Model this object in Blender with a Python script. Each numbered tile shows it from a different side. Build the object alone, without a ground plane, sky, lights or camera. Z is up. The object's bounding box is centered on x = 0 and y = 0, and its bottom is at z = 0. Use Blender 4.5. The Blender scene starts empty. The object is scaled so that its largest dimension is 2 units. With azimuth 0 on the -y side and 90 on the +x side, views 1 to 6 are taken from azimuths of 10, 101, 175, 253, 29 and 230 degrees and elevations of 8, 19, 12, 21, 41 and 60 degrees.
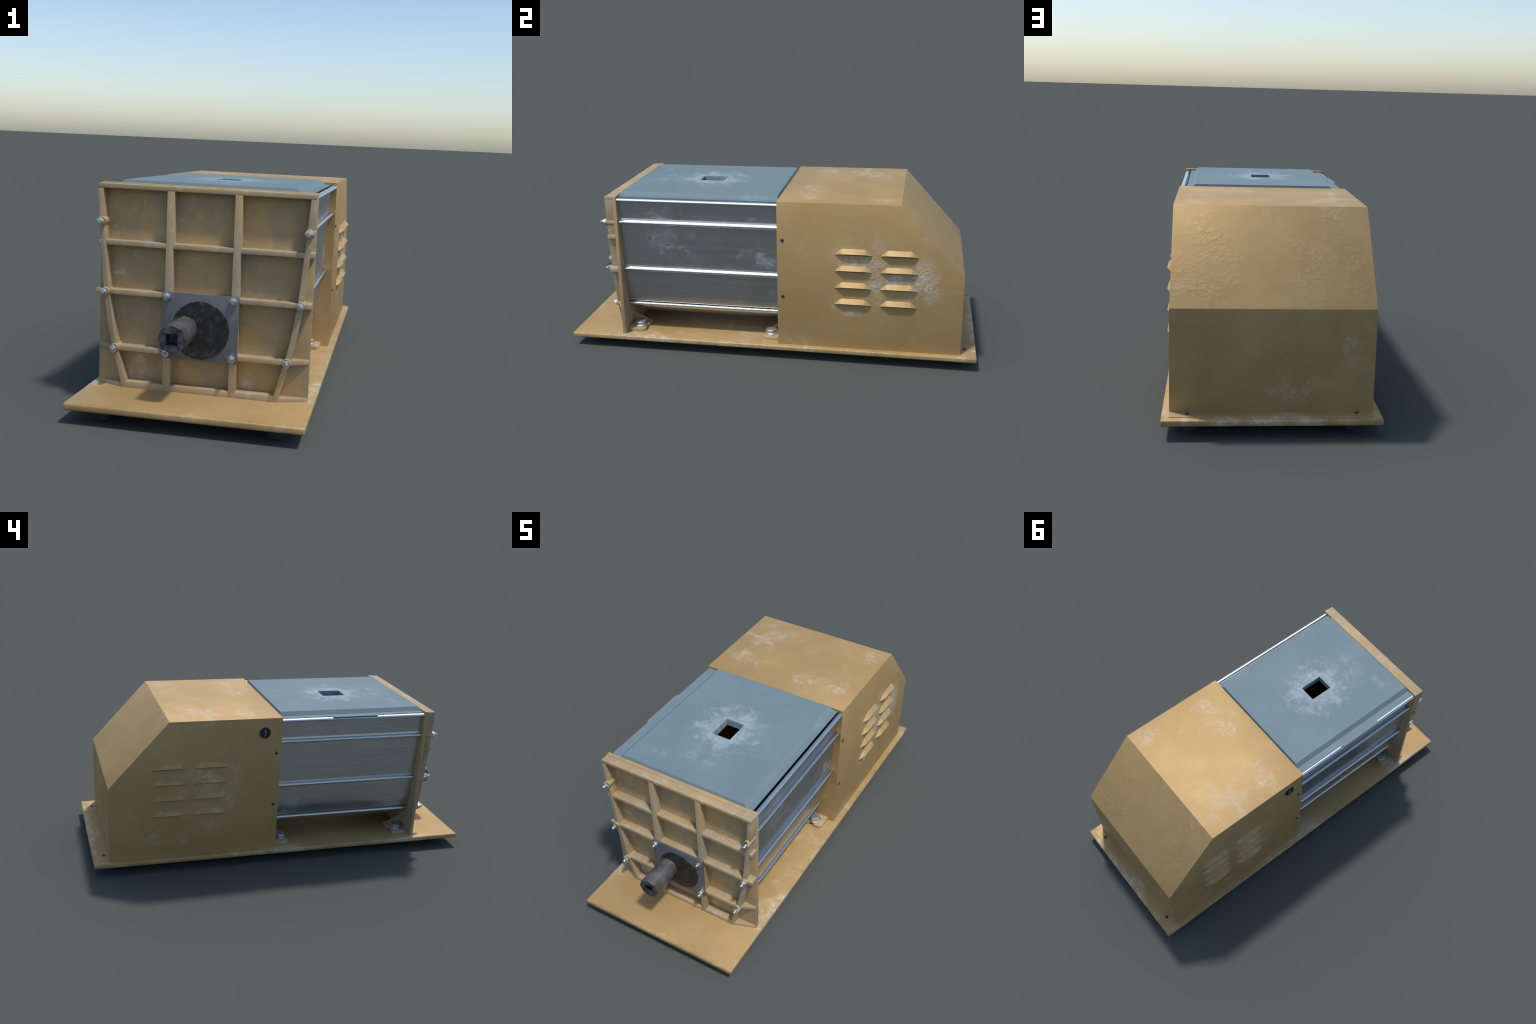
import bpy, bmesh, math
from mathutils import Vector, Matrix

# ------------------------------------------------------------------ sizes (metres)
BASE = (0.40, 1.00, 0.0462, 0.0707)          # half width, half length, underside, top
HOOD_X = 0.3726                              # half width of motor hood
HOOD_SIDE = [(0.0590, 0.0712), (0.0590, 0.7860), (0.6292, 0.7860), (0.9248, 0.4585), (0.9248, 0.0712)]
PLATE_X, PLATE_Y0, PLATE_Y1, PLATE_TOP = 0.376, -0.738, -0.721, 0.7855
RIB_Y = -0.778                               # front face of the ribs
RIB_ROWS = [(0.5715, 0.5885), (0.400, 0.4175), (0.2020, 0.2190)]
RIB_COLS = [-0.117, 0.117]
RODS = [(0.3575, 0.6535), (0.3415, 0.4095), (0.3035, 0.2115)]   # tie rod axes (x, z)
SHELL_END = 0.0605                            # where the trough meets the hood

# ------------------------------------------------------------------ object helpers
def new_empty(name):
    o = bpy.data.objects.new(name, None)
    bpy.context.scene.collection.objects.link(o)
    return o

def link(name, mesh, parent, mat=None, kind=None):
    o = bpy.data.objects.new(name, mesh)
    bpy.context.scene.collection.objects.link(o)
    o.parent = parent
    if mat is not None and not mesh.materials:
        mesh.materials.append(mat)
    if kind:
        o["kind"] = kind
    return o

def finish(bm, name, smooth_angle=35, bevel=0.0, segs=2):
    if bevel > 0:
        bm.normal_update()
        es = [e for e in bm.edges if len(e.link_faces) == 2 and e.calc_face_angle(0) > math.radians(25)]
        bmesh.ops.bevel(bm, geom=es, offset=bevel, segments=segs, affect='EDGES', profile=0.5, clamp_overlap=True)
    bmesh.ops.recalc_face_normals(bm, faces=bm.faces)
    bm.normal_update()
    for f in bm.faces:
        f.smooth = True
    a = math.radians(smooth_angle)
    for e in bm.edges:
        e.smooth = not (len(e.link_faces) == 2 and e.calc_face_angle(0) > a)
    me = bpy.data.meshes.new(name)
    bm.to_mesh(me)
    bm.free()
    return me

def box(bm, x0, x1, y0, y1, z0, z1):
    vs = [bm.verts.new((x, y, z)) for x in (x0, x1) for y in (y0, y1) for z in (z0, z1)]
    for q in ((0, 1, 3, 2), (4, 6, 7, 5), (0, 4, 5, 1), (2, 3, 7, 6), (0, 2, 6, 4), (1, 5, 7, 3)):
        bm.faces.new([vs[i] for i in q])
    return vs

def prism(bm, pts, axis, a, b):
    """closed polygon pts (2D) extruded along axis from a to b"""
    def put(p, t):
        return {'x': (t, p[0], p[1]), 'y': (p[0], t, p[1]), 'z': (p[0], p[1], t)}[axis]
    A = [bm.verts.new(put(p, a)) for p in pts]
    B = [bm.verts.new(put(p, b)) for p in pts]
    n = len(pts)
    fa = bm.faces.new(A)
    fb = bm.faces.new(list(reversed(B)))
    for i in range(n):
        bm.faces.new((A[i], B[i], B[(i + 1) % n], A[(i + 1) % n]))
    return fa, fb, A, B

def ngon(n, r, cx=0, cy=0, rot=0.0):
    return [(cx + r * math.cos(rot + 2 * math.pi * i / n), cy + r * math.sin(rot + 2 * math.pi * i / n)) for i in range(n)]

def lathe(bm, prof, n, axis='y', rot=0.0):
    """prof: list of (radius, height along axis); ends are capped"""
    rings = []
    for r, h in prof:
        ring = []
        for i in range(n):
            a = rot + 2 * math.pi * i / n
            c, s = r * math.cos(a), r * math.sin(a)
            ring.append(bm.verts.new({'y': (c, h, s), 'z': (c, s, h), 'x': (h, c, s)}[axis]))
        rings.append(ring)
    for A, B in zip(rings, rings[1:]):
        for i in range(n):
            bm.faces.new((A[i], A[(i + 1) % n], B[(i + 1) % n], B[i]))
    bm.faces.new(rings[0])
    bm.faces.new(rings[-1])

# ------------------------------------------------------------------ material helpers
class Nodes:
    def __init__(self, name):
        self.mat = bpy.data.materials.new(name)
        self.mat.use_nodes = True
        self.t = self.mat.node_tree
        self.b = self.t.nodes["Principled BSDF"]
        self.co = self.n("ShaderNodeTexCoord").outputs["Object"]

    def n(self, kind, **props):
        nd = self.t.nodes.new(kind)
        for k, v in props.items():
            setattr(nd, k, v)
        return nd

    def put(self, sock, v):
        if isinstance(v, bpy.types.NodeSocket):
            self.t.links.new(v, sock)
        else:
            sock.default_value = v

    def math(self, op, a, b=0.0, clamp=False):
        nd = self.n("ShaderNodeMath", operation=op, use_clamp=clamp)
        self.put(nd.inputs[0], a)
        self.put(nd.inputs[1], b)
        return nd.outputs[0]

    def mapped(self, scale=(1, 1, 1), loc=(0, 0, 0), rot=(0, 0, 0), src=None):
        nd = self.n("ShaderNodeMapping")
        self.put(nd.inputs["Vector"], src or self.co)
        nd.inputs["Location"].default_value = loc
        nd.inputs["Rotation"].default_value = rot
        nd.inputs["Scale"].default_value = scale
        return nd.outputs[0]

    def noise(self, scale, detail=6, rough=0.6, vec=None, dist=0.0):
        nd = self.n("ShaderNodeTexNoise")
        self.put(nd.inputs["Vector"], vec or self.co)
        nd.inputs["Scale"].default_value = scale
        nd.inputs["Detail"].default_value = detail
        nd.inputs["Roughness"].default_value = rough
        nd.inputs["Distortion"].default_value = dist
        return nd.outputs["Fac"]

    def ramp(self, v, lo, hi, out0=0.0, out1=1.0):
        nd = self.n("ShaderNodeMapRange", clamp=True)
        nd.interpolation_type = 'SMOOTHSTEP'
        self.put(nd.inputs[0], v)
        for i, x in enumerate((lo, hi, out0, out1)):
            nd.inputs[i + 1].default_value = x
        return nd.outputs[0]

    def mix(self, fac, a, b):
        nd = self.n("ShaderNodeMix", data_type='RGBA')
        self.put(nd.inputs["Factor"], fac)
        for i, v in (("A", a), ("B", b)):
            s = [k for k in nd.inputs if k.name == i and k.type == 'RGBA'][0]
            self.put(s, v if isinstance(v, bpy.types.NodeSocket) else (*v, 1.0))
        return [k for k in nd.outputs if k.type == 'RGBA'][0]

    def blob(self, c, r, soft=0.0):
        """1 at the centre c, falling to 0 at radii r"""
        nd = self.n("ShaderNodeVectorMath", operation='SUBTRACT')
        self.put(nd.inputs[0], self.co)
        nd.inputs[1].default_value = c
        dv = self.n("ShaderNodeVectorMath", operation='DIVIDE')
        self.put(dv.inputs[0], nd.outputs[0])
        dv.inputs[1].default_value = r
        ln = self.n("ShaderNodeVectorMath", operation='LENGTH')
        self.put(ln.inputs[0], dv.outputs[0])
        return self.ramp(ln.outputs["Value"], soft, 1.0, 1.0, 0.0)

    def any_blob(self, blobs):
        out = None
        for b in blobs:
            v = self.blob(*b)
            out = v if out is None else self.math('MAXIMUM', out, v)
        return out

    def bump(self, height, strength, distance, normal=None):
        nd = self.n("ShaderNodeBump")
        nd.inputs["Strength"].default_value = strength
        nd.inputs["Distance"].default_value = distance
        self.put(nd.inputs["Height"], height)
        if normal is not None:
            self.put(nd.inputs["Normal"], normal)
        return nd.outputs[0]

    def done(self, color, rough, metallic=0.0, normal=None, spec=0.5):
        self.put(self.b.inputs["Base Color"], color if isinstance(color, bpy.types.NodeSocket) else (*color, 1))
        self.put(self.b.inputs["Roughness"], rough)
        self.put(self.b.inputs["Metallic"], metallic)
        self.b.inputs["Specular IOR Level"].default_value = spec
        if normal is not None:
            self.put(self.b.inputs["Normal"], normal)
        return self.mat

TAN = (0.460, 0.308, 0.132)
TAN_DEEP = (0.405, 0.265, 0.110)
DUST = (0.60, 0.52, 0.40)

def paint(name, blobs=(), crumbs=(), dents=(), general=0.0, tan=TAN, edge_wear=False, vary=False, dust=DUST, dust_max=0.8, scale=9.0):
    m = Nodes(name)
    if vary:                                  # every repeat takes its own patch of the pattern
        sh = m.n("ShaderNodeVectorMath", operation='MULTIPLY_ADD')
        m.put(sh.inputs[0], m.n("ShaderNodeObjectInfo").outputs["Random"])
        sh.inputs[1].default_value = (13.0, 7.0, 5.0)
        m.put(sh.inputs[2], m.co)
        m.co = sh.outputs[0]
    tone = m.ramp(m.noise(3.2, 4, 0.55), 0.35, 0.68)
    col = m.mix(tone, TAN_DEEP, tan)
    grain = m.noise(160, 3, 0.7)
    col = m.mix(m.math('MULTIPLY', m.ramp(grain, 0.45, 0.8), 0.16), col, (0.23, 0.15, 0.06))
    # soft greenish-grey grime clouds
    grime = m.ramp(m.noise(7.0, 7, 0.65, m.mapped(loc=(3.1, 1.7, 0.4))), 0.48, 0.78)
    col = m.mix(m.math('MULTIPLY', grime, 0.30), col, (0.33, 0.265, 0.155))
    # pale dust: scattered, plus denser around the chosen places
    dn = m.noise(scale, 12, 0.72, m.mapped(loc=(0.3, 2.2, 5.0)), 0.35)
    lift = general
    if blobs:
        lift = m.math('ADD', m.math('MULTIPLY', m.any_blob(blobs), 0.20), general)
    if edge_wear:
        sx = m.n("ShaderNodeSeparateXYZ")
        m.put(sx.inputs[0], m.co)
        ex = m.ramp(m.math('ABSOLUTE', sx.outputs[0]), BASE[0] - 0.05, BASE[0] + 0.002)
        ey = m.ramp(m.math('ABSOLUTE', sx.outputs[1]), BASE[1] - 0.05, BASE[1] + 0.002)
        rim = m.math('MAXIMUM', ex, ey)
        lift = m.math('ADD', lift, m.math('MULTIPLY', rim, 0.10))
        # oily grime rubbed along the edges of the plate
        oil = m.math('MULTIPLY', m.ramp(m.noise(13, 10, 0.78, m.mapped((1, 1, 0.4), (8, 1, 2))), 0.40, 0.68), m.ramp(rim, 0.70, 0.98))
        col = m.mix(m.math('MULTIPLY', oil, 0.70), col, (0.24, 0.180, 0.090))
    d = m.ramp(m.math('ADD', dn, lift), 0.55, 0.86)
    d = m.math('MULTIPLY', d, m.ramp(m.noise(38, 9, 0.82), 0.36, 0.64, 0.12, 1.0))
    col = m.mix(m.math('MULTIPLY', d, dust_max), col, dust)
    # tiny dark chips and hair scratches
    chip = m.ramp(m.noise(75, 3, 0.6, m.mapped((1, 1, 1), (5, 3, 1))), 0.735, 0.79)
    col = m.mix(m.math('MULTIPLY', chip, 0.5), col, (0.15, 0.12, 0.07))
    scr = m.noise(1.0, 5, 0.7, m.mapped((20, 130, 60), (1, 2, 3), (0.3, 0.5, 0.7)))
    col = m.mix(m.math('MULTIPLY', m.ramp(scr, 0.68, 0.78), 0.45), col, (0.16, 0.115, 0.06))
    nrm = m.bump(m.noise(120, 4, 0.7), 0.10, 0.003)
    if crumbs:
        cn = m.noise(70, 3, 0.5, m.mapped((1, 1, 1.2)))
        mask = m.math('MULTIPLY', m.any_blob(crumbs), m.ramp(m.noise(9, 7, 0.7, m.mapped(loc=(0, 7, 2))), 0.33, 0.58))
        nrm = m.bump(m.math('MULTIPLY', cn, mask), 0.60, 0.008, nrm)
        pale = m.math('MULTIPLY', mask, m.ramp(m.noise(24, 8, 0.72, m.mapped(loc=(3, 1, 4))), 0.34, 0.62, 0.30, 1.0))
        col = m.mix(m.math('MULTIPLY', pale, 0.85), col, (0.62, 0.57, 0.49))
    if dents:
        dnz = m.noise(62, 3, 0.5, m.mapped((1, 1.2, 1.2), (2, 2, 9)))
        mask = m.math('MULTIPLY', m.any_blob(dents), m.ramp(m.noise(10, 4, 0.6, m.mapped(loc=(4, 1, 2))), 0.36, 0.70, 0.12, 1.0))
        nrm = m.bump(m.math('MULTIPLY', dnz, mask), 0.38, 0.0072, nrm)
        dd = m.math('MULTIPLY', mask, m.ramp(dnz, 0.50, 0.72))
        col = m.mix(m.math('MULTIPLY', dd, 0.28), col, dust)
    return m.done(col, m.ramp(d, 0, 1, 0.60, 0.72), m.ramp(d, 0, 1, 0.30, 0.10), nrm, 0.3)

def cast_paint(name, panel):
    """dusty cast front: patchy ochre / grey-brown with pale rubbed dust"""
    m = Nodes(name)
    a = m.ramp(m.noise(4.5, 7, 0.62, dist=0.6), 0.36, 0.64)
    if panel:
        col = m.mix(a, (0.350, 0.262, 0.150), (0.45, 0.300, 0.130))
        g = m.ramp(m.noise(8.0, 8, 0.66, m.mapped(loc=(4, 2, 8)), 0.5), 0.46, 0.70)
        col = m.mix(m.math('MULTIPLY', g, 0.62), col, (0.245, 0.220, 0.170))
        h = m.ramp(m.noise(11, 9, 0.72, m.mapped(loc=(1, 2, 3))), 0.54, 0.74)
        col = m.mix(m.math('MULTIPLY', h, 0.75), col, (0.50, 0.46, 0.40))
        o = m.ramp(m.noise(14, 7, 0.7, m.mapped((1, 1, 0.6), (7, 2, 3)), 1.0), 0.57, 0.70)
        col = m.mix(m.math('MULTIPLY', o, 0.85), col, (0.50, 0.33, 0.115))
    else:
        col = m.mix(a, (0.335, 0.255, 0.150), (0.415, 0.290, 0.140))
        g = m.ramp(m.noise(11, 8, 0.66, m.mapped(loc=(4, 2, 8))), 0.40, 0.68)
        col = m.mix(m.math('MULTIPLY', g, 0.70), col, (0.385, 0.325, 0.240))
        h = m.ramp(m.noise(28, 8, 0.74, m.mapped(loc=(1, 2, 3))), 0.52, 0.74)
        col = m.mix(m.math('MULTIPLY', h, 0.65), col, (0.56, 0.50, 0.42))
        k = m.ramp(m.noise(18, 6, 0.65, m.mapped(loc=(9, 2, 3))), 0.56, 0.76)
        col = m.mix(m.math('MULTIPLY', k, 0.42), col, (0.30, 0.225, 0.135))
    nrm = m.bump(m.noise(70, 5, 0.7), 0.18, 0.004)
    return m.done(col, 0.68, 0.06, nrm, 0.3)

def steel(name, smudges=(), rough0=0.27):
    m = Nodes(name)
    streak = m.noise(1.0, 3, 0.5, m.mapped((60, 1.5, 60)))
    col = m.mix(m.ramp(streak, 0.3, 0.7), (0.58, 0.595, 0.60), (0.64, 0.655, 0.66))
    rough = m.ramp(m.noise(5, 5, 0.6), 0.3, 0.7, rough0, rough0 + 0.06)
    met = 1.0
    if smudges:
        s = m.noise(13, 12, 0.72, m.mapped((1, 0.8, 1.2), (2, 3, 4)), 0.35)
        d = m.ramp(m.math('ADD', s, m.math('MULTIPLY', m.any_blob(smudges), 0.16)), 0.56, 0.92)
        col = m.mix(m.math('MULTIPLY', d, 0.7), col, (0.33, 0.35, 0.37))
        rough = m.math('ADD', rough, m.math('MULTIPLY', d, 0.30))
        met = m.math('SUBTRACT', 1.0, m.math('MULTIPLY', d, 0.55))
    return m.done(col, rough, met)

def lid_paint():
    m = Nodes("blue_grey_lid_paint")
    col = m.mix(m.ramp(m.noise(4, 6, 0.6), 0.35, 0.7), (0.142, 0.200, 0.217), (0.158, 0.219, 0.236))
    fine = m.noise(15, 13, 0.80, m.mapped(loc=(0.2, 0.4, 1)), 0.2)
    ring = m.blob((-0.01, -0.33, 0.8), (0.23, 0.24, 0.4), 0.25)
    wide = m.any_blob([((0.0, -0.55, 0.8), (0.26, 0.20, 0.4)), ((-0.15, -0.62, 0.8), (0.2, 0.14, 0.4)), ((0.33, -0.05, 0.8), (0.10, 0.14, 0.3)),
                       ((0.03, -0.36, 0.8), (0.34, 0.36, 0.4))])
    d = m.ramp(m.math('ADD', fine, m.math('MULTIPLY', ring, 0.20)), 0.535, 0.76)
    d = m.math('MULTIPLY', d, m.ramp(ring, 0.0, 0.25))
    d = m.math('MULTIPLY', d, m.ramp(m.noise(44, 9, 0.8, m.mapped(loc=(2, 5, 1))), 0.36, 0.62, 0.30, 1.0))
    col = m.mix(m.math('MULTIPLY', d, 0.72), col, (0.37, 0.43, 0.46))
    w = m.math('MULTIPLY', m.ramp(m.math('ADD', m.noise(13, 12, 0.76, m.mapped(loc=(3, 3, 1))), m.math('MULTIPLY', wide, 0.12)), 0.58, 0.80), wide)
    col = m.mix(m.math('MULTIPLY', w, 0.50), col, (0.33, 0.40, 0.43))
    g = m.ramp(m.noise(24, 9, 0.74, m.mapped(loc=(7, 1, 1))), 0.50, 0.8)
    col = m.mix(m.math('MULTIPLY', g, 0.28), col, (0.215, 0.265, 0.265))
    return m.done(col, 0.72, 0, m.bump(m.noise(110, 4, 0.7), 0.10, 0.003), 0.3)

def plain(name, a, b, scale, rough, metallic=0.0, bump=0.15, spec=0.5, lo=0.35, hi=0.7):
    m = Nodes(name)
    col = m.mix(m.ramp(m.noise(scale, 8, 0.68), lo, hi), a, b)
    return m.done(col, rough, metallic, m.bump(m.noise(scale * 4, 4, 0.7), bump, 0.004), spec)

M_BASE = paint("tan_paint_base", general=0.0, edge_wear=True, blobs=[
    ((-0.36, -0.70, 0.07), (0.12, 0.16, 0.1)), ((0.37, -0.60, 0.07), (0.10, 0.25, 0.1)), ((0.2, -0.2, 0.07), (0.3, 0.5, 0.1)),
    ((-0.35, 0.0, 0.07), (0.12, 0.2, 0.1)), ((0.0, 0.97, 0.07), (0.45, 0.09, 0.1)), ((0.15, -0.74, 0.07), (0.3, 0.05, 0.1))])
M_HOOD = paint("tan_paint_hood", blobs=[
    ((-0.24, 0.46, 0.79), (0.20, 0.30, 0.15)), ((0.20, 0.20, 0.79), (0.20, 0.17, 0.12)), ((-0.26, 0.25, 0.79), (0.18, 0.22, 0.12)),
    ((0.30, 0.55, 0.79), (0.1, 0.14, 0.1)), ((-0.373, 0.45, 0.42), (0.1, 0.32, 0.30)), ((-0.373, 0.66, 0.17), (0.1, 0.22, 0.12)),
    ((-0.28, 0.940, 0.34), (0.14, 0.06, 0.22)), ((-0.05, 0.940, 0.16), (0.26, 0.06, 0.12)),
    ((0.38, 0.12, 0.10), (0.1, 0.14, 0.08))],
    crumbs=[((0.373, 0.74, 0.41), (0.06, 0.12, 0.17)), ((0.373, 0.64, 0.42), (0.06, 0.16, 0.10)), ((0.373, 0.525, 0.45), (0.06, 0.08, 0.24)), ((0.373, 0.43, 0.52), (0.06, 0.17, 0.09)), ((0.373, 0.42, 0.25), (0.06, 0.08, 0.03))],
    dents=[((-0.22, 0.80, 0.58), (0.35, 0.3, 0.25)), ((0.22, 0.83, 0.54), (0.28, 0.3, 0.24)), ((0.25, 0.72, 0.70), (0.18, 0.2, 0.12)), ((-0.25, 0.67, 0.75), (0.2, 0.1, 0.1))])
M_LOUVER = paint("tan_paint_louver", general=0.11, scale=18, dust_max=0.85, vary=True)
M_CAST_PANEL = cast_paint("cast_panel_paint", True)
M_CAST = cast_paint("cast_rib_paint", False)
M_SHELL = steel("brushed_steel_shell", [((0.36, -0.52, 0.68), (0.1, 0.22, 0.10)), ((0.36, -0.48, 0.59), (0.1, 0.26, 0.11)),
                                        ((0.34, 0.0, 0.50), (0.1, 0.10, 0.12)), ((-0.33, 0.0, 0.27), (0.1, 0.12, 0.12)), ((-0.36, -0.1, 0.72), (0.1, 0.2, 0.08))])
M_ROD = steel("bright_steel_rod", rough0=0.23)
M_FLANGE = steel("bright_flange_steel", rough0=0.33)
M_ZINC = plain("zinc_hardware", (0.62, 0.64, 0.66), (0.74, 0.75, 0.77), 60, 0.30, 1.0, 0.1)
M_BOLT = plain("worn_bolt_steel", (0.26, 0.26, 0.26), (0.52, 0.51, 0.49), 38, 0.48, 0.7, 0.25)
M_LID = lid_paint()
M_SQUARE = plain("grey_plate_steel", (0.135, 0.143, 0.155), (0.170, 0.179, 0.192), 9, 0.48, 0.5, 0.06)
M_DISC = plain("dark_cast_disc", (0.034, 0.033, 0.033), (0.125, 0.120, 0.118), 34, 0.52, 0.6, 0.3, 0.4, 0.44, 0.82)
M_SHAFT = plain("worn_dark_steel_shaft", (0.110, 0.107, 0.107), (0.25, 0.24, 0.235), 13, 0.45, 0.6, 0.2, 0.5, 0.38, 0.72)
M_SHAFT_END = plain("blackened_shaft_end", (0.035, 0.037, 0.040), (0.150, 0.155, 0.165), 40, 0.55, 0.5, 0.3, 0.5, 0.38, 0.76)
M_RUBBER = plain("dark_rubber", (0.018, 0.018, 0.026), (0.032, 0.032, 0.042), 30, 0.65)
M_SCREW = plain("dark_screw", (0.055, 0.040, 0.045), (0.13, 0.10, 0.11), 150, 0.45, 0.5, 0.2)
M_SWITCH = plain("black_switch_plastic", (0.010, 0.011, 0.013), (0.030, 0.031, 0.036), 50, 0.45)
M_MARK = plain("white_marking", (0.42, 0.45, 0.47), (0.55, 0.57, 0.58), 80, 0.5)
M_LOUVER_DARK = plain("dark_louver_underside", (0.030, 0.024, 0.014), (0.05, 0.038, 0.02), 20, 0.8)
M_CHAMBER = plain("lightened_brown_chamber", (0.40, 0.25, 0.12), (0.52, 0.33, 0.16), 14, 0.8)  # brown raised well above its tone so the unlit interior looks lit

# ------------------------------------------------------------------ the machine
root = new_empty("grinding_machine")
root["label"] = "tan bench grinding machine, ribbed front, steel trough and vented hood"
root["category"] = "machine"

# base plate and rubber feet
bm = bmesh.new()
box(bm, -BASE[0], BASE[0], -BASE[1], BASE[1], BASE[2], BASE[3])
base = link("base_plate", finish(bm, "base_plate", 40, 0.0065, 3), root, M_BASE)
bm = bmesh.new()
lathe(bm, [(0.026, 0.0), (0.030, 0.003), (0.032, 0.02), (0.032, 0.0502)], 20, 'z')
foot = finish(bm, "rubber_foot", 40)
for sx in (-1, 1):
    for sy in (-1, 1):
        link("rubber_foot", foot, base, M_RUBBER).location = (0.295 * sx, 0.910 * sy, 0)

# ---- hood: bent sheet box with recessed front wall and a rear flange
bm = bmesh.new()
prism(bm, HOOD_SIDE, 'x', -HOOD_X, HOOD_X)
bmesh.ops.recalc_face_normals(bm, faces=bm.faces)
bm.normal_update()
front = min(bm.faces, key=lambda f: f.calc_center_median().y)
bmesh.ops.inset_individual(bm, faces=[front], thickness=0.0045, depth=-0.0010)
hood = link("hood", finish(bm, "hood", 30, 0.0010, 2), root, M_HOOD)
bm = bmesh.new()
box(bm, -0.3718, 0.3718, 0.918, 0.9755, 0.0700, 0.0738)
link("hood_flange", finish(bm, "hood_flange", 40, 0.0008, 1), hood, M_BASE)

# louvres pressed out of both hood sides
def louver_mesh(side):
    """side +1 stands out along +x.  Local origin: lower edge, mid length, on the wall."""
    bm = bmesh.new()
    st = [(-0.0875, 0.0, 0.000), (-0.076, 0.45, 0.012), (-0.061, 0.86, 0.0245), (-0.053, 1.0, 0.0300), (0.053, 1.0, 0.0300),
          (0.061, 0.86, 0.0245), (0.076, 0.45, 0.012), (0.0875, 0.0, 0.000)]
    top, tip, low, tip2 = [], [], [], []
    for y, k, zt in st:
        top.append(bm.verts.new((-0.001 * side, y, zt + 0.002)))
        low.append(bm.verts.new((-0.001 * side, y, -0.001)))
        tip.append(bm.verts.new((side * (0.019 * k + 0.0008), y, 0.0095 * k + 0.0012)))
        tip2.append(bm.verts.new((side * (0.0172 * k), y, 0.0080 * k)))
    for i in range(len(st) - 1):
        bm.faces.new((top[i], top[i + 1], tip[i + 1], tip[i]))
        bm.faces.new((tip[i], tip[i + 1], tip2[i + 1], tip2[i]))
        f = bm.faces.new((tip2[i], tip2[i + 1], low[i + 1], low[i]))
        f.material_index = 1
        bm.faces.new((low[i], low[i + 1], top[i + 1], top[i]))
    bm.faces.new((top[0], tip[0], tip2[0], low[0]))
    bm.faces.new((top[-1], low[-1], tip2[-1], tip[-1]))
    me = finish(bm, "louver", 32)
    me.materials.append(M_LOUVER)
    me.materials.append(M_LOUVER_DARK)
    return me

for side in (1, -1):
    me = louver_mesh(side)
    for cy in (0.418, 0.6295):
        for zr in (0.541, 0.459, 0.3765, 0.294):
            link("louver", me, hood).location = (side * HOOD_X, cy, zr)

# hood screws
bm = bmesh.new()
lathe(bm, [(0.0085, 0.0), (0.0085, 0.0015), (0.0065, 0.0045), (0.0035, 0.0052), (0.0032, 0.0028)], 14, 'x')
screw = finish(bm, "screw", 40)
for side in (1, -1):
    for zz in (0.601, 0.321):
        o = link("screw", screw, hood, M_SCREW)
        o.location = (side * (HOOD_X - 0.0003), 0.084, zz)
        if side < 0:
            o.rotation_euler = (0, 0, math.pi)
    o = link("screw", screw, hood, M_SCREW)
    o.location = (side * 0.308, 0.947, 0.0735)
    o.rotation_euler = (0, -math.pi / 2, 0)

# round rocker switch with its two marks
switch = new_empty("power_switch")
switch.parent = root
switch.location = (-HOOD_X, 0.149, 0.7105)
bm = bmesh.new()
lathe(bm, [(0.0288, 0.001), (0.0288, -0.0025), (0.0270, -0.0045), (0.0225, -0.0045), (0.0222, -0.0020)], 28, 'x')
link("switch_bezel", finish(bm, "switch_bezel", 40), switch, M_SWITCH)
bm = bmesh.new()
w, h = 0.0145, 0.0165
prof = [(-0.0020, -h), (-0.0034, -h), (-0.0048, 0.0), (-0.0072, h), (-0.0020, h)]
A = [bm.verts.new((x, -w, z)) for x, z in prof]
B = [bm.verts.new((x, w, z)) for x, z in prof]
bm.faces.new(A)
bm.faces.new(B[::-1])
for i in range(5):
    bm.faces.new((A[i], B[i], B[(i + 1) % 5], A[(i + 1) % 5]))
link("rocker", finish(bm, "rocker", 40, 0.0006, 1), switch, M_SWITCH)
bm = bmesh.new()                              # the "O"
n = 20
rings = []
for r, x in ((0.0058, -0.0055), (0.0058, -0.0078), (0.0042, -0.0078), (0.0042, -0.0055)):
    rings.append([bm.verts.new((x, r * 0.9 * math.cos(2 * math.pi * i / n) , 0.0095 + r * math.sin(2 * math.pi * i / n))) for i in range(n)])
for a in range(4):
    P, Q = rings[a], rings[(a + 1) % 4]
    for i in range(n):
        bm.faces.new((P[i], P[(i + 1) % n], Q[(i + 1) % n], Q[i]))
link("off_mark", finish(bm, "off_mark", 40), switch, M_MARK)
bm = bmesh.new()                              # the "I"
box(bm, -0.0056, -0.0030, -0.0010, 0.0010, -0.0155, -0.0045)
link("on_mark", finish(bm, "on_mark", 40), switch, M_MARK)

# ---- steel trough
def smooth_profile(knots, per=7):
    """Catmull-Rom through (x, z) knots"""
    out = []
    for i in range(len(knots) - 1):
        p = [Vector((*knots[max(0, min(len(knots) - 1, i + k))], 0)) for k in (-1, 0, 1, 2)]
        for s in range(per):
            t = s / per
            q = 0.5 * (2 * p[1] + (p[2] - p[0]) * t + (2 * p[0] - 5 * p[1] + 4 * p[2] - p[3]) * t * t + (3 * p[1] - p[0] - 3 * p[2] + p[3]) * t ** 3)
            out.append((q.x, q.y))
    out.append(knots[-1])
    return out

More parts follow.
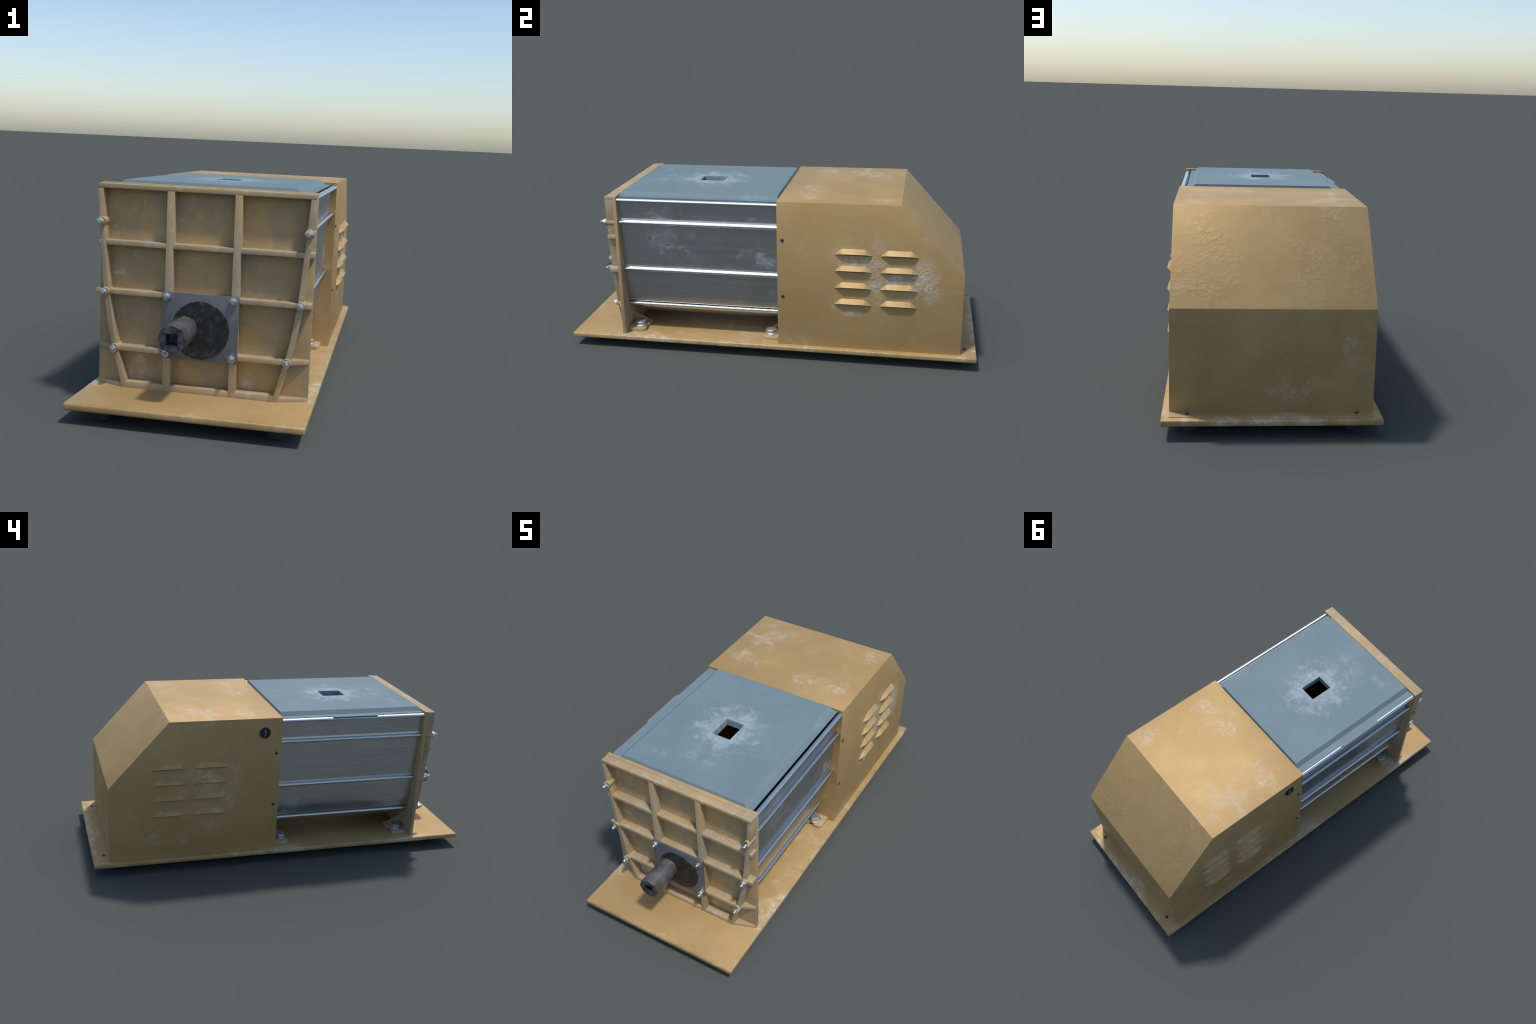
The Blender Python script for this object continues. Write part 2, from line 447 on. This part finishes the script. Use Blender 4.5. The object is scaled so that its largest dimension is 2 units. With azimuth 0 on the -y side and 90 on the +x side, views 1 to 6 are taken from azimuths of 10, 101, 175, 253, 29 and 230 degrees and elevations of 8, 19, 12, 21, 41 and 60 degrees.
# each bay of the wall swells out into a small ledge just above its tie rod
wall = [(0.3570, 0.7660), (0.3520, 0.7480), (0.3485, 0.700), (0.3475, 0.679), (0.3476, 0.6720), (0.3486, 0.6660), (0.3492, 0.6610), (0.3484, 0.6560), (0.3465, 0.6500), (0.3460, 0.640),
        (0.3445, 0.620), (0.3415, 0.560), (0.3375, 0.480), (0.3345, 0.436), (0.3342, 0.4290), (0.3350, 0.4230), (0.3352, 0.4180), (0.3340, 0.4130), (0.3315, 0.4060), (0.3310, 0.396),
        (0.3290, 0.380), (0.3240, 0.320), (0.3185, 0.275), (0.3115, 0.247), (0.3075, 0.2340), (0.3055, 0.2280), (0.3015, 0.2240), (0.2980, 0.2200), (0.2960, 0.2110), (0.2930, 0.2030),
        (0.2880, 0.1925), (0.2590, 0.1660), (0.2200, 0.1450), (0.1500, 0.1390), (0.0, 0.1370)]
half = smooth_profile(wall, 4)
path = half + [(-x, z) for x, z in reversed(half[:-1])]
bm = bmesh.new()
ys = (PLATE_Y1 - 0.004, SHELL_END + 0.004)
outer = [[bm.verts.new((x, y, z)) for x, z in path] for y in ys]
inner = [[bm.verts.new((x * 0.985, y, z + (0.005 if z < 0.2 else 0))) for x, z in path] for y in ys]
for i in range(len(path) - 1):
    bm.faces.new((outer[0][i], outer[0][i + 1], outer[1][i + 1], outer[1][i]))
    bm.faces.new((inner[0][i], inner[1][i], inner[1][i + 1], inner[0][i + 1]))
for k in (0, 1):
    for i in range(len(path) - 1):
        bm.faces.new((outer[k][i], inner[k][i], inner[k][i + 1], outer[k][i + 1]))
for i in (0, len(path) - 1):
    bm.faces.new((outer[0][i], outer[1][i], inner[1][i], inner[0][i]))
shell = link("steel_trough", finish(bm, "steel_trough", 50), root, M_SHELL)
# grinding chamber lining seen through the lid opening
bm = bmesh.new()
box(bm, -0.22, 0.22, -0.60, -0.06, 0.20, 0.24)
box(bm, -0.30, 0.30, 0.050, 0.056, 0.24, 0.70)
box(bm, -0.325, -0.315, PLATE_Y1, SHELL_END, 0.46, 0.62)
box(bm, 0.315, 0.325, PLATE_Y1, SHELL_END, 0.46, 0.62)
link("chamber_lining", finish(bm, "chamber_lining", 40), shell, M_CHAMBER)

# tie rods, top edge tubes, nuts
def rod_mesh(name, r, y0, y1, n=18):
    bm = bmesh.new()
    lathe(bm, [(r, y0), (r, y1)], n, 'y')
    return finish(bm, name, 50)

rod = rod_mesh("tie_rod", 0.0086, PLATE_Y1 - 0.003, SHELL_END + 0.003)
bm = bmesh.new()                             # rolled top flange: flat on top, rounded outer edge
flange_prof = [(0.3550, 0.7650), (0.3550, 0.7735), (0.3575, 0.7749), (0.3610, 0.7752), (0.3650, 0.7742), (0.3692, 0.7720), (0.3720, 0.7692),
               (0.3732, 0.7660), (0.3716, 0.7632), (0.3675, 0.7630), (0.3600, 0.7640)]
prism(bm, flange_prof, 'y', PLATE_Y1 - 0.003, SHELL_END - 0.001)
flange_r = finish(bm, "top_flange", 45)
bm = bmesh.new()
prism(bm, [(-x, z) for x, z in flange_prof], 'y', PLATE_Y1 - 0.003, SHELL_END - 0.001)
flange_l = finish(bm, "top_flange", 45)
for sx in (-1, 1):
    for x, z in RODS:
        link("tie_rod", rod, shell, M_ROD).location = (sx * x, 0, z)
    link("top_flange", flange_r if sx > 0 else flange_l, shell, M_FLANGE)

bm = bmesh.new()
prism(bm, ngon(6, 0.0148, 0, 0, 0.35), 'y', 0.0, -0.0125)
nut_geom = [e for e in bm.edges if abs(e.verts[0].co.y - e.verts[1].co.y) < 1e-6 and e.verts[0].co.y < -0.01]
bmesh.ops.bevel(bm, geom=nut_geom, offset=0.0022, segments=2, affect='EDGES', profile=0.6)
lathe(bm, [(0.0072, -0.010), (0.0072, -0.0255), (0.0058, -0.0275)], 14, 'y')
nut = finish(bm, "nut", 35)

# ---- ribbed front casting
casting = new_empty("front_casting")
casting.parent = root
bm = bmesh.new()
box(bm, -PLATE_X, PLATE_X, PLATE_Y0, PLATE_Y1, 0.0700, PLATE_TOP)
link("end_plate", finish(bm, "end_plate", 40, 0.0015, 2), casting, M_CAST_PANEL)
YB = PLATE_Y0 + 0.002                       # ribs sink 2 mm into the plate
def rib(bm, kind="rib", bevel=0.0009):
    return link(kind, finish(bm, kind, 40, bevel, 2), casting, M_CAST)

bm = bmesh.new()
box(bm, -0.3752, 0.3752, RIB_Y, YB, 0.7665, 0.7822)
rib(bm)
for cx in RIB_COLS:
    bm = bmesh.new()
    box(bm, cx - 0.0126, cx + 0.0126, RIB_Y + 0.0003, YB, 0.0705, 0.7675)
    rib(bm)
# the curved outer ribs follow the trough wall
side_curve = [(0.3665, 0.7680), (0.3608, 0.6800), (0.3590, 0.6535), (0.3535, 0.5820), (0.3400, 0.4220), (0.3380, 0.4020), (0.3240, 0.3050),
              (0.3068, 0.2220), (0.3030, 0.2050), (0.2850, 0.1430), (0.2670, 0.0705)]
for sx in (-1, 1):
    bm = bmesh.new()
    pts = [(sx * (x + 0.0096), z) for x, z in side_curve] + [(sx * (x - 0.0096), z) for x, z in reversed(side_curve)]
    prism(bm, pts, 'y', RIB_Y + 0.0006, YB)
    rib(bm)

def side_x(z):
    for (x0, z0), (x1, z1) in zip(side_curve, side_curve[1:]):
        if z1 <= z <= z0:
            return x0 + (x1 - x0) * (z - z0) / (z1 - z0)
    return side_curve[-1][0]

rows = RIB_ROWS + [(0.0705, 0.0925)]
for k, (z0, z1) in enumerate(rows):
    sxx = side_x(0.5 * (z0 + z1))
    for a, b in ((-sxx, RIB_COLS[0] - 0.010), (RIB_COLS[0] + 0.010, RIB_COLS[1] - 0.010), (RIB_COLS[1] + 0.010, sxx)):
        bm = bmesh.new()
        box(bm, a, b, RIB_Y + 0.0010, YB, z0, z1)
        rib(bm)
    for sx in (-1, 1):                       # short lugs running out to the plate edge
        bm = bmesh.new()
        end = 0.3768 if k < 2 else 0.3755
        tip = RIB_Y + 0.0010 if k < 2 else PLATE_Y0 - 0.0012
        prism(bm, [(sx * sxx, RIB_Y + 0.0010), (sx * end, tip), (sx * end, YB), (sx * sxx, YB)], 'z', z0, z1 - (0 if k < 3 else 0.008))
        rib(bm, "rib_lug", 0.0008)

# bosses and nuts on the tie rods
bm = bmesh.new()
prism(bm, ngon(8, 0.0158, 0, 0, math.pi / 8), 'y', YB, -0.7860)
boss = finish(bm, "boss", 30, 0.0012, 1)
for sx in (-1, 1):
    for i, (x, z) in enumerate(RODS):
        link("boss", boss, casting, M_CAST).location = (sx * x, 0, z)
        o = link("nut", nut, casting, M_ZINC)
        o.location = (sx * x, -0.7858, z)
        o.rotation_euler = (0, 0.5 * i + (0.3 if sx > 0 else 0), 0)

# ---- square seal plate, disc and eccentric shaft
seal = new_empty("drive_assembly")
seal.parent = root
bm = bmesh.new()
box(bm, -0.1325, 0.1325, -0.7865, RIB_Y + 0.0002, 0.1925, 0.4245)
link("square_plate", finish(bm, "square_plate", 40, 0.001, 2), seal, M_SQUARE)
for x in (-0.116, 0.116):
    for z in (0.2115, 0.4103):
        o = link("nut", nut, seal, M_ZINC)
        o.location = (x, -0.7862, z)
        o.rotation_euler = (0, x * 7 + z * 9, 0)
bm = bmesh.new()
prism(bm, ngon(20, 0.1015, 0.002, 0.300, 0.1), 'y', -0.7850, -0.7905)
link("drive_disc", finish(bm, "drive_disc", 30, 0.0008, 1), seal, M_DISC)
SX, SZ, SR = -0.0520, 0.3005, 0.0478
bm = bmesh.new()
oct_ = ngon(8, SR, SX, SZ, math.radians(2))
fa, fb, A, B = prism(bm, oct_, 'y', -0.7890, -0.9468)
# square drive socket sunk into the end
bmesh.ops.delete(bm, geom=[fb], context='FACES_ONLY')
hw = 0.0203
sq = [(hw, hw), (-hw, hw), (-hw, -hw), (hw, -hw)]
outer_sq = [bm.verts.new((SX + x, -0.9468, SZ - 0.001 + z)) for x, z in sq]
deep_sq = [bm.verts.new((SX + x, -0.905, SZ - 0.001 + z)) for x, z in sq]
end_faces = []
for i in range(4):                            # each socket side meets two octagon sides
    a = 2 * i
    end_faces.append(bm.faces.new((outer_sq[i], B[(a + 1) % 8], B[(a + 2) % 8])))
    end_faces.append(bm.faces.new((outer_sq[i], B[(a + 2) % 8], outer_sq[(i + 1) % 4])))
    end_faces.append(bm.faces.new((outer_sq[(i + 1) % 4], B[(a + 2) % 8], B[(a + 3) % 8])))
    end_faces.append(bm.faces.new((outer_sq[i], outer_sq[(i + 1) % 4], deep_sq[(i + 1) % 4], deep_sq[i])))
end_faces.append(bm.faces.new(deep_sq))
for f in end_faces:
    f.material_index = 1
me = finish(bm, "drive_shaft", 52)
me.materials.append(M_SHAFT)
me.materials.append(M_SHAFT_END)
link("drive_shaft", me, seal)

# ---- lid with its feed opening
LY0, LY1 = -0.7211, 0.0594
lid = new_empty("lid")
lid.parent = root
bm = bmesh.new()                             # thin lip with a hand tab on the left
HX0, HX1, HY0, HY1 = -0.0545, 0.0370, -0.394, -0.270
xs = [-0.345, HX0 - 0.02, HX1 + 0.02, 0.344]
yy = [LY0, HY0 - 0.02, HY1 + 0.02, LY1]
def lip(bm, z):
    g = {}
    for i, x in enumerate(xs):
        for j, y in enumerate(yy):
            g[i, j] = bm.verts.new((x, y, z))
    return g
lo, hi = lip(bm, 0.7718), lip(bm, 0.7768)
for i in range(3):
    for j in range(3):
        if (i, j) != (1, 1):
            for g in (lo, hi):
                bm.faces.new((g[i, j], g[i + 1, j], g[i + 1, j + 1], g[i, j + 1]))
ring = [(0, 0), (1, 0), (2, 0), (3, 0), (3, 1), (3, 2), (3, 3), (2, 3), (1, 3), (0, 3), (0, 2), (0, 1)]
for r in (ring, [(1, 1), (2, 1), (2, 2), (1, 2)]):
    for a, b in zip(r, r[1:] + r[:1]):
        bm.faces.new((lo[a], lo[b], hi[b], hi[a]))
link("lid_lip", finish(bm, "lid_lip", 30), lid, M_LID)
bm = bmesh.new()
edge = [(-0.3445, LY0), (-0.3575, LY0), (-0.3585, -0.462), (-0.3725, -0.450), (-0.3740, -0.218), (-0.3595, -0.204), (-0.3595, LY1), (-0.3445, LY1)]
prism(bm, edge, 'z', 0.7742, 0.7784)
link("lid_tab", finish(bm, "lid_tab", 30, 0.0008, 1), lid, M_LID)
bm = bmesh.new()                             # raised centre, bevelled all round, with the opening
def rect_ring(x0, x1, y0, y1, z):
    return [bm.verts.new(p) for p in ((x0, y0, z), (x1, y0, z), (x1, y1, z), (x0, y1, z))]
rings = [rect_ring(-0.322, 0.322, LY0, LY1 - 0.0003, 0.7755), rect_ring(-0.322, 0.322, LY0, LY1 - 0.0003, 0.7775),
         rect_ring(-0.3035, 0.3035, LY0 + 0.0075, LY1 - 0.0075, 0.7948), rect_ring(HX0, HX1, HY0, HY1, 0.7948),
         rect_ring(HX0, HX1, HY0, HY1, 0.7600), rect_ring(HX0 - 0.012, HX1 + 0.012, HY0 - 0.012, HY1 + 0.012, 0.7600),
         rect_ring(HX0 - 0.012, HX1 + 0.012, HY0 - 0.012, HY1 + 0.012, 0.7755)]
for P, Q in zip(rings, rings[1:] + rings[:1]):
    for i in range(4):
        bm.faces.new((P[i], P[(i + 1) % 4], Q[(i + 1) % 4], Q[i]))
link("lid_panel", finish(bm, "lid_panel", 20), lid, M_LID)

# ---- forked mounting feet and their bolts
bm = bmesh.new()
lathe(bm, [(0.0325, 0.0), (0.0335, 0.002), (0.0320, 0.0050), (0.0285, 0.0085)], 22, 'z')
lathe(bm, [(0.0300, 0.004), (0.0300, 0.0190), (0.0275, 0.0235), (0.0240, 0.0245)], 6, 'z', 0.3)
bolt = finish(bm, "anchor_bolt", 24, 0.0008, 1)
PT = 0.0868
def mounting_foot(sx, wall_y, sy):
    """sy: direction from the wall along y in which the fork opens"""
    owner = casting if sy > 0 else shell
    bm = bmesh.new()
    e = wall_y + sy * 0.0865
    f = e - sy * 0.014
    slot = wall_y + sy * 0.040
    w0 = wall_y - sy * 0.004
    pts = [(0.210, w0), (0.3400, w0), (0.3400, f), (0.3290, e), (0.296, e), (0.296, slot), (0.270, slot), (0.270, e), (0.210, e)]
    prism(bm, [(sx * x, y) for x, y in pts], 'z', 0.0700, PT)
    link("mounting_foot", finish(bm, "mounting_foot", 40, 0.0012, 2), owner, M_CAST)
    bm = bmesh.new()
    prism(bm, [(w0, PT - 0.002), (e - sy * 0.016, PT - 0.002), (e - sy * 0.018, PT + 0.001), (w0, 0.132)], 'x', sx * 0.2115, sx * 0.238)
    link("gusset", finish(bm, "gusset", 40, 0.0012, 2), owner, M_CAST)
    b = link("anchor_bolt", bolt, owner, M_BOLT)
    b.location = (sx * 0.287, wall_y + sy * 0.0490, PT - 0.0004)
    b.rotation_euler = (0, 0, 0.4 * sx + 0.3 * sy)
for sx in (-1, 1):
    mounting_foot(sx, PLATE_Y1, 1)
    mounting_foot(sx, SHELL_END + 0.0005, -1)
